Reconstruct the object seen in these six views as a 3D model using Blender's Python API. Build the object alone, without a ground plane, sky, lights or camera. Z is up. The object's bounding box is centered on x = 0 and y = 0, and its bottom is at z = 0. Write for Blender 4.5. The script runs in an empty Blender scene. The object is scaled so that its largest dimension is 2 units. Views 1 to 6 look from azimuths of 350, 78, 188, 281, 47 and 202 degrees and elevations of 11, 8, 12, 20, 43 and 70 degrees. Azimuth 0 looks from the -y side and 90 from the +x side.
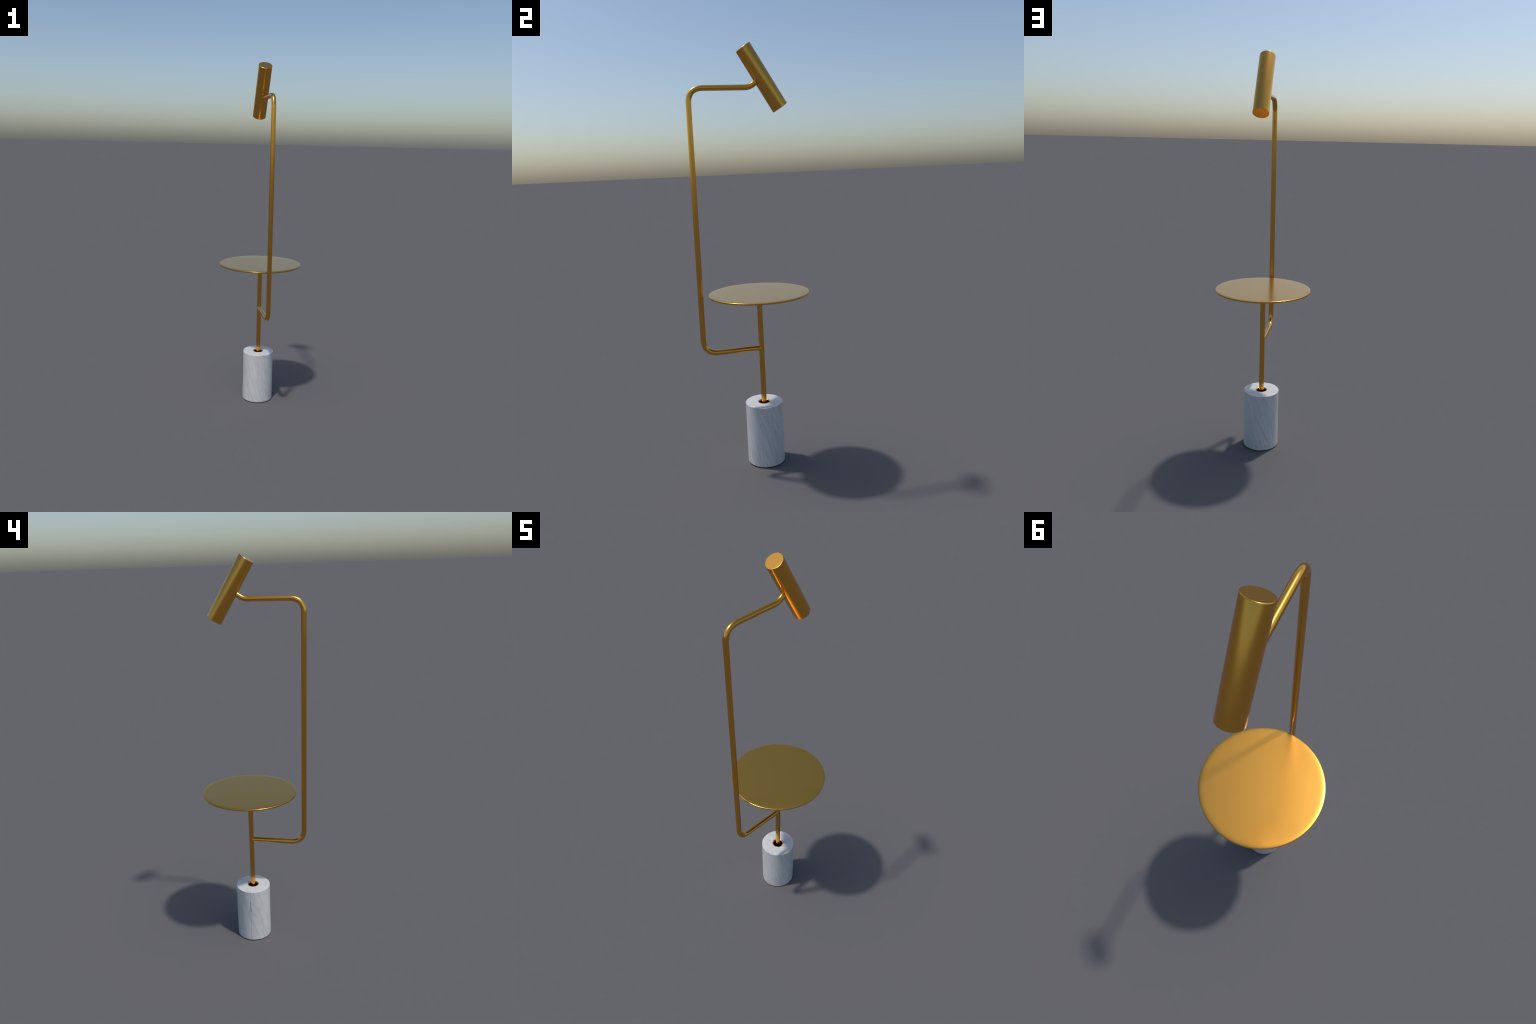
"""Slender brass reading lamp with a round side table on a white marble cylinder foot.

Everything lies in the plane x = 0: a post rises from the foot to the table top,
a bent tube leaves the post sideways, climbs past the table and carries a tilted
cylindrical lamp head at its upper end.
"""
import bpy, bmesh, math
from mathutils import Vector, Matrix

# ------------------------------------------------------------------ sizes (m)
AXIS_Y = 0.0259            # foot, post and table share this vertical axis
POST_R, ARM_R = 0.0126, 0.0127
FOOT_R, FOOT_H = 0.0908, 0.3020
FOOT_LIFT = 0.0022         # marble starts this far above the brass core's underside
COLLAR_R, COLLAR_HOLE_R = 0.0314, 0.0247
TABLE_R, TABLE_TOP, TABLE_T = 0.2408, 0.8513, 0.0104
ARM_LOW_Z, ARM_HIGH_Z = 0.5746, 1.8030
ARM_Y = -0.2539            # the tall upright of the bent tube
LAMP_R, LAMP_L, LAMP_TILT = 0.0385, 0.3152, math.radians(31.1)
CAP_SKEW = math.tan(math.radians(2.3))   # the head's end faces lean a little further than its sides
LAMP_CENTRE = Vector((0.0, 0.0862, 1.8445))
KINK_Y = 0.0243            # where the top arm turns up into the lamp head
SEAM = math.pi             # the marble sleeve's joint faces -x


# ------------------------------------------------------------------ materials
def brass_material(name, roughness):
    m = bpy.data.materials.new(name)
    m.use_nodes = True
    nt = m.node_tree
    bsdf = nt.nodes["Principled BSDF"]
    bsdf.inputs["Metallic"].default_value = 1.0
    coord = nt.nodes.new("ShaderNodeTexCoord")
    grain = nt.nodes.new("ShaderNodeTexNoise")
    grain.inputs["Scale"].default_value = 60.0
    grain.inputs["Detail"].default_value = 4.0
    nt.links.new(coord.outputs["Object"], grain.inputs["Vector"])
    ramp = nt.nodes.new("ShaderNodeValToRGB")
    ramp.color_ramp.elements[0].position = 0.3
    ramp.color_ramp.elements[1].position = 0.7
    ramp.color_ramp.elements[0].color = (0.778, 0.4055, 0.0735, 1)
    ramp.color_ramp.elements[1].color = (0.782, 0.4085, 0.0745, 1)
    nt.links.new(grain.outputs["Fac"], ramp.inputs["Fac"])
    nt.links.new(ramp.outputs["Color"], bsdf.inputs["Base Color"])
    bsdf.inputs["Roughness"].default_value = roughness
    return m


def marble_material():
    """White marble whose grey veins climb the cylinder as steep helical streaks."""
    m = bpy.data.materials.new("white_marble")
    m.use_nodes = True
    nt = m.node_tree
    N, L = nt.nodes, nt.links
    bsdf = N["Principled BSDF"]

    def math_node(op, a, b=None):
        n = N.new("ShaderNodeMath")
        n.operation = op
        for i, v in enumerate((a, b)):
            if v is None:
                continue
            if isinstance(v, (int, float)):
                n.inputs[i].default_value = v
            else:
                L.new(v, n.inputs[i])
        return n.outputs[0]

    def noise(vec, scale, detail, rough=0.55, distortion=0.0):
        n = N.new("ShaderNodeTexNoise")
        n.inputs["Scale"].default_value = scale
        n.inputs["Detail"].default_value = detail
        n.inputs["Roughness"].default_value = rough
        n.inputs["Distortion"].default_value = distortion
        L.new(vec, n.inputs["Vector"])
        return n.outputs["Fac"]

    def ramp(fac, stops):
        r = N.new("ShaderNodeValToRGB")
        while len(r.color_ramp.elements) < len(stops):
            r.color_ramp.elements.new(0.5)
        for e, (p, c) in zip(r.color_ramp.elements, stops):
            e.position, e.color = p, (*c, 1)
        L.new(fac, r.inputs["Fac"])
        return r.outputs["Color"]

    coord = N.new("ShaderNodeTexCoord")
    # slow wobble so that streaks are not ruled lines
    wob = N.new("ShaderNodeTexNoise")
    wob.inputs["Scale"].default_value = 14.0
    wob.inputs["Detail"].default_value = 3.0
    L.new(coord.outputs["Object"], wob.inputs["Vector"])
    off = N.new("ShaderNodeVectorMath"); off.operation = "SUBTRACT"
    L.new(wob.outputs["Color"], off.inputs[0]); off.inputs[1].default_value = (0.5, 0.5, 0.5)
    sc = N.new("ShaderNodeVectorMath"); sc.operation = "SCALE"; sc.inputs["Scale"].default_value = 0.015
    L.new(off.outputs[0], sc.inputs[0])
    add = N.new("ShaderNodeVectorMath"); add.operation = "ADD"
    L.new(coord.outputs["Object"], add.inputs[0]); L.new(sc.outputs[0], add.inputs[1])
    sep = N.new("ShaderNodeSeparateXYZ")
    L.new(add.outputs[0], sep.inputs[0])
    # side: twist the cross-section with height, then squash the height
    x, y, z = sep.outputs
    turn = math_node("MULTIPLY", z, 3.4)
    c, s = math_node("COSINE", turn), math_node("SINE", turn)
    xr = math_node("SUBTRACT", math_node("MULTIPLY", x, c), math_node("MULTIPLY", y, s))
    yr = math_node("ADD", math_node("MULTIPLY", x, s), math_node("MULTIPLY", y, c))
    side = N.new("ShaderNodeCombineXYZ")
    L.new(xr, side.inputs[0]); L.new(yr, side.inputs[1]); L.new(math_node("MULTIPLY", z, 0.085), side.inputs[2])
    # top face: streaks along one horizontal direction
    flat = N.new("ShaderNodeMapping")
    flat.vector_type = "TEXTURE"
    flat.inputs["Rotation"].default_value = (0, 0, math.radians(30))
    flat.inputs["Scale"].default_value = (5.0, 1.0, 1.0)
    L.new(add.outputs[0], flat.inputs["Vector"])
    geo = N.new("ShaderNodeNewGeometry")
    nz = N.new("ShaderNodeSeparateXYZ")
    L.new(geo.outputs["Normal"], nz.inputs[0])
    is_top = math_node("GREATER_THAN", nz.outputs[2], 0.8)
    pick = N.new("ShaderNodeMix"); pick.data_type = "VECTOR"
    L.new(is_top, pick.inputs["Factor"])
    L.new(side.outputs[0], pick.inputs[4]); L.new(flat.outputs[0], pick.inputs[5])
    vec = pick.outputs[1]

    fine = ramp(noise(vec, 200.0, 6.0, 0.65), [(0.26, (0.76,) * 3), (0.50, (0.97,) * 3), (0.72, (1.03,) * 3)])
    ridge = math_node("ABSOLUTE", math_node("SUBTRACT", noise(vec, 26.0, 5.0, 0.6, 0.3), 0.5))
    vein = ramp(ridge, [(0.0, (0.80, 0.805, 0.81)), (0.012, (0.94, 0.94, 0.945)), (0.032, (1, 1, 1))])
    patch = ramp(noise(vec, 34.0, 3.0), [(0.33, (0.93, 0.935, 0.94)), (0.62, (1, 1, 1))])
    calm = ramp(noise(coord.outputs["Object"], 16.0, 2.0), [(0.38, (0.25,) * 3), (0.62, (1,) * 3)])
    streaks = N.new("ShaderNodeMix"); streaks.data_type = "RGBA"      # streaky zones and calm zones
    L.new(calm, streaks.inputs["Factor"])
    streaks.inputs[6].default_value = (0.965, 0.965, 0.965, 1)
    L.new(fine, streaks.inputs[7])
    fine = streaks.outputs[2]
    base = (0.668, 0.662, 0.650)

    def mul(a, b):
        mx = N.new("ShaderNodeMix"); mx.data_type = "RGBA"; mx.blend_type = "MULTIPLY"
        mx.inputs["Factor"].default_value = 1.0
        for i, v in ((6, a), (7, b)):
            if isinstance(v, tuple):
                mx.inputs[i].default_value = (*v, 1)
            else:
                L.new(v, mx.inputs[i])
        return mx.outputs[2]

    L.new(mul(mul(mul(base, fine), vein), patch), bsdf.inputs["Base Color"])
    bsdf.inputs["Roughness"].default_value = 0.38
    return m




def joint_line_material():
    m = bpy.data.materials.new("dark_grey_line")
    m.use_nodes = True
    nt = m.node_tree
    coord, grain, ramp = (nt.nodes.new(k) for k in ("ShaderNodeTexCoord", "ShaderNodeTexNoise", "ShaderNodeValToRGB"))
    grain.inputs["Scale"].default_value = 90.0
    ramp.color_ramp.elements[0].color = (0.06, 0.058, 0.055, 1)
    ramp.color_ramp.elements[1].color = (0.22, 0.215, 0.21, 1)
    nt.links.new(coord.outputs["Object"], grain.inputs["Vector"])
    nt.links.new(grain.outputs["Fac"], ramp.inputs["Fac"])
    nt.links.new(ramp.outputs["Color"], nt.nodes["Principled BSDF"].inputs["Base Color"])
    nt.nodes["Principled BSDF"].inputs["Roughness"].default_value = 0.7
    return m


JOINT_LINE = joint_line_material()
BRASS = brass_material("brushed_brass", 0.22)
SATIN = brass_material("satin_brass", 0.25)
MARBLE = marble_material()


# ------------------------------------------------------------------ builders
def finish(name, bm, material, parent, sharp_deg=40):
    bmesh.ops.recalc_face_normals(bm, faces=bm.faces)
    me = bpy.data.meshes.new(name)
    bm.to_mesh(me)
    bm.free()
    for p in me.polygons:
        p.use_smooth = True
    me.set_sharp_from_angle(angle=math.radians(sharp_deg))
    me.materials.append(material)
    ob = bpy.data.objects.new(name, me)
    bpy.context.scene.collection.objects.link(ob)
    ob.parent = parent
    return ob


def lathe(profile, segments=128):
    """Turn (radius, height) pairs about z; radius 0 closes to a point."""
    bm = bmesh.new()
    rings = []
    for r, z in profile:
        if r <= 1e-9:
            rings.append([bm.verts.new((0, 0, z))])
        else:
            rings.append([bm.verts.new((r * math.cos(t), r * math.sin(t), z))
                          for t in (math.tau * i / segments for i in range(segments))])
    for a, b in zip(rings, rings[1:]):
        for i in range(segments):
            j = (i + 1) % segments
            if len(a) == 1:
                bm.faces.new((a[0], b[i], b[j]))
            elif len(b) == 1:
                bm.faces.new((a[i], a[j], b[0]))
            else:
                bm.faces.new((a[i], a[j], b[j], b[i]))
    return bm


def arc(cr, cz, radius, start, end, n=6):
    """Points of a circular fillet in the (r, z) half plane, angles in degrees."""
    return [(cr + radius * math.cos(math.radians(start + (end - start) * i / n)),
             cz + radius * math.sin(math.radians(start + (end - start) * i / n))) for i in range(n + 1)]


def eased_path(corners, reaches, step=20):
    """Polyline in the (y, z) plane, each inner corner eased by a parabola of the given reach."""
    pts = [Vector(corners[0])]
    for p, c, n, reach in zip(corners, corners[1:], corners[2:], reaches):
        p, c, n = Vector(p), Vector(c), Vector(n)
        s, e = c + (p - c).normalized() * reach, c + (n - c).normalized() * reach
        for i in range(step + 1):
            f = i / step
            pts.append(s * (1 - f) ** 2 + c * (2 * f * (1 - f)) + e * f ** 2)
    pts.append(Vector(corners[-1]))
    return pts


def sweep(path, radius, segments=40):
    """Round tube along a path in the plane x = 0."""
    bm = bmesh.new()
    rings = []
    for i, p in enumerate(path):
        t = Vector((0, 0))
        if i > 0:
            t += (p - path[i - 1]).normalized()
        if i < len(path) - 1:
            t += (path[i + 1] - p).normalized()
        t.normalize()
        side = Vector((-t.y, t.x))
        rings.append([bm.verts.new((radius * math.cos(a), p.x + side.x * radius * math.sin(a), p.y + side.y * radius * math.sin(a)))
                      for a in (math.tau * k / segments for k in range(segments))])
    for a, b in zip(rings, rings[1:]):
        for k in range(segments):
            j = (k + 1) % segments
            bm.faces.new((a[k], a[j], b[j], b[k]))
    bm.faces.new(rings[0])
    bm.faces.new(rings[-1])
    return bm


# ------------------------------------------------------------------ the thing
lamp = bpy.data.objects.new("floor_lamp", None)
bpy.context.scene.collection.objects.link(lamp)
lamp.location = (0, AXIS_Y, 0)
lamp["label"] = "slim brass floor lamp with round side table and marble foot"
lamp["category"] = "floor lamp"
UP = Matrix.Translation((0, -AXIS_Y, 0))      # plane-x=0 builders work in world y

# ---- foot: a marble sleeve, open by a hair at its joint, over a brass core
foot = None


def seam_widths(z):
    """Gap left and right of the marble joint; it gapes to one side for a stretch."""
    hair = 0.00040
    if not 0.178 < z < 0.248:
        return hair, hair
    chip = 0.0021 + 0.0013 * max(0.0, 1 - abs(z - 0.192) / 0.014)
    return hair, hair + chip * min(1.0, (0.248 - z) / 0.010, (z - 0.178) / 0.006)


def marble_sleeve():
    bm = bmesh.new()
    seg, inner = 160, COLLAR_R - 0.0006
    edge = 0.0018
    prof = [(FOOT_R - 0.0022, FOOT_LIFT), (FOOT_R - 0.0002, FOOT_LIFT)]
    n = 110
    prof += [(FOOT_R, FOOT_LIFT + 0.0002 + (FOOT_H - edge - FOOT_LIFT - 0.0002) * i / n) for i in range(n + 1)]
    prof += arc(FOOT_R - edge, FOOT_H - edge, edge, 15, 90, 5)
    split = len(prof)
    prof += [(0.075, FOOT_H), (0.055, FOOT_H), (inner, FOOT_H), (inner, FOOT_H - 0.004)]
    grid = []
    for r, z in prof:
        left, right = seam_widths(z) if r > 0.085 else (0.0, 0.0)
        lo, hi = SEAM + right / r, SEAM + math.tau - left / r
        grid.append([bm.verts.new((r * math.cos(lo + (hi - lo) * k / seg), r * math.sin(lo + (hi - lo) * k / seg), z)) for k in range(seg + 1)])
    for a, b in zip(grid, grid[1:]):
        for k in range(seg):
            bm.faces.new((a[k], a[k + 1], b[k + 1], b[k]))
    # give the joint its depth
    for k, sgn in ((0, 1), (seg, -1)):
        back = []
        for row in grid[1:split - 4]:
            v = row[k].co
            q = (FOOT_R - 0.0022) / math.hypot(v.x, v.y)
            back.append(bm.verts.new((v.x * q, v.y * q, v.z)))
        for i in range(len(back) - 1):
            bm.faces.new((grid[1 + i][k], grid[2 + i][k], back[i + 1], back[i]))
    bmesh.ops.remove_doubles(bm, verts=bm.verts, dist=1e-6)
    return bm


foot = finish("foot", marble_sleeve(), MARBLE, lamp, 50)

CORE_R = FOOT_R - 0.0011
core = finish("foot_core", lathe([(0, 0.0), (CORE_R - 0.0006, 0.0), (CORE_R, 0.0006), (CORE_R, FOOT_H - 0.006), (CORE_R - 0.002, FOOT_H - 0.004),
                                  (COLLAR_R - 0.001, FOOT_H - 0.004)], 160), BRASS, foot)

# ---- dark grey strips along the hairline joint, none where the joint gapes
def joint_line_strip(low, high):
    bm = bmesh.new()
    half = 0.00036 / FOOT_R
    rows = [[bm.verts.new((r * math.cos(SEAM + a), r * math.sin(SEAM + a), z))
             for r, a in ((FOOT_R - 0.0009, -half), (FOOT_R - 0.0001, -half), (FOOT_R - 0.0001, half), (FOOT_R - 0.0009, half))] for z in (low, high)]
    for k in range(4):
        bm.faces.new((rows[0][k], rows[0][(k + 1) % 4], rows[1][(k + 1) % 4], rows[1][k]))
    bm.faces.new(rows[0])
    bm.faces.new(rows[1])
    return bm


for low, high in ((FOOT_LIFT + 0.0005, 0.178), (0.249, FOOT_H - 0.0019)):
    finish("dark_joint_line", joint_line_strip(low, high), JOINT_LINE, foot)

# ---- collar: rounded brass lip lining the socket in the foot
lip = 0.0046
SOCKET_R, SOCKET_Z = 0.0280, 0.060
collar_profile = [(COLLAR_R - 0.0008, FOOT_H - 0.010), (COLLAR_R, FOOT_H - 0.002)]
collar_profile += [(COLLAR_R, FOOT_H - 0.0002)]
collar_profile += arc(COLLAR_HOLE_R + lip, FOOT_H + 0.0002 - lip, lip, 86, 235, 14)
collar_profile += [(SOCKET_R, FOOT_H - 0.012), (SOCKET_R, SOCKET_Z), (0, SOCKET_Z)]
collar = finish("collar", lathe(collar_profile, 96), BRASS, foot)

# ---- brass flecks: slivers of the core that surface along the marble's upper edge
def fleck(start, end):
    bm = bmesh.new()
    rows, n = [], 16
    for i in range(n + 1):
        f = i / n
        a, w = math.radians(start + (end - start) * f), 0.0011 * math.sin(math.pi * (0.06 + 0.88 * f))
        c, sn = math.cos(a), math.sin(a)
        mid = FOOT_H - 0.0024
        rows.append([bm.verts.new((r * c, r * sn, z)) for r, z in
                     ((FOOT_R - 0.0010, mid - w), (FOOT_R + 0.0002, mid - w), (FOOT_R + 0.0001, mid + w), (FOOT_R - 0.0010, mid + w))])
    for p, q in zip(rows, rows[1:]):
        for k in range(4):
            bm.faces.new((p[k], p[(k + 1) % 4], q[(k + 1) % 4], q[k]))
    bm.faces.new(rows[0])
    bm.faces.new(rows[-1])
    return bm


for span in ((-86.5, -75.0), (33.0, 62.0)):
    finish("brass_fleck", fleck(*span), BRASS, foot)

# ---- post from the socket to the underside of the table
POST_TOP = TABLE_TOP - TABLE_T + 0.001
post = finish("post", lathe([(0, SOCKET_Z + 0.001), (POST_R, SOCKET_Z + 0.001), (POST_R, 0.45), (POST_R, 0.66), (POST_R, POST_TOP), (0, POST_TOP)], 64), BRASS, lamp)

# ---- table top: thin disc, faintly crowned towards a softly rounded rim
def table_profile():
    band, bend, inset = 0.026, 0.0007, 0.0015
    top = [(0, 0.0)] + [(TABLE_R * f, 0.0) for f in (0.3, 0.6, 0.8)]
    for i in range(17):                      # slope grows like 1 / (distance from the rim)
        d = band * (inset / band) ** (i / 16)
        top.append((TABLE_R - d, -bend * (math.log(band / d) - (band - d) / band)))
    slope = bend * (1 / inset - 1 / band)
    tilt = math.atan(slope)
    r_last, z_last = top[-1]
    drop = z_last
    for i in range(1, 7):                    # turn over to the vertical side
        a = tilt + (math.pi / 2 - tilt) * i / 6
        top.append((r_last + (TABLE_R - r_last) * (math.sin(a) - math.sin(tilt)) / (1 - math.sin(tilt)),
                    drop - 0.0018 * (math.cos(tilt) - math.cos(a)) / math.cos(tilt)))
    low = [(r, -TABLE_T - z) for r, z in reversed(top)]
    return [(r, z + TABLE_TOP) for r, z in top + low]


table = finish("table_top", lathe(table_profile(), 192), BRASS, lamp, 60)

# ---- bent tube: out of the post, up past the table, back over it, into the lamp head
centre = Vector((LAMP_CENTRE.y, LAMP_CENTRE.z))
kink = Vector((KINK_Y, ARM_HIGH_Z))
corners = [(AXIS_Y, ARM_LOW_Z), (ARM_Y, ARM_LOW_Z), (ARM_Y, ARM_HIGH_Z), tuple(kink), tuple(kink.lerp(centre, 0.62))]
bm = sweep(eased_path(corners, [0.071, 0.068, 0.022]), ARM_R)
bmesh.ops.transform(bm, matrix=UP, verts=bm.verts)
arm = finish("arm", bm, BRASS, lamp, 60)

# ---- lamp head: plain cylinder with eased edges and a recessed glare disc below
edge = 0.0022
head_profile = [(0, LAMP_L / 2)] + [(LAMP_R * 0.6, LAMP_L / 2), (LAMP_R - edge - 0.0008, LAMP_L / 2)]
head_profile += arc(LAMP_R - edge, LAMP_L / 2 - edge, edge, 90, 0, 6)
head_profile += [(LAMP_R, 0.0)]
head_profile += arc(LAMP_R - edge, -LAMP_L / 2 + edge, edge, 0, -90, 6)
head_profile += [(LAMP_R - edge - 0.0006, -LAMP_L / 2), (LAMP_R - edge - 0.0008, -LAMP_L / 2 + 0.0012)]
skew = Matrix.Identity(4)
skew[2][1] = CAP_SKEW
place = UP @ Matrix.Translation(LAMP_CENTRE) @ Matrix.Rotation(LAMP_TILT, 4, "X") @ skew
bm = lathe(head_profile, 96)
bmesh.ops.transform(bm, matrix=place, verts=bm.verts)
head = finish("lamp_head", bm, SATIN, lamp)
bm = lathe([(LAMP_R - edge - 0.0007, -LAMP_L / 2 + 0.0010), (LAMP_R - edge - 0.0007, -LAMP_L / 2 + 0.0004), (0.02, -LAMP_L / 2 + 0.0004), (0, -LAMP_L / 2 + 0.0004)], 96)
bmesh.ops.transform(bm, matrix=place, verts=bm.verts)
disc = finish("glare_disc", bm, SATIN, head)
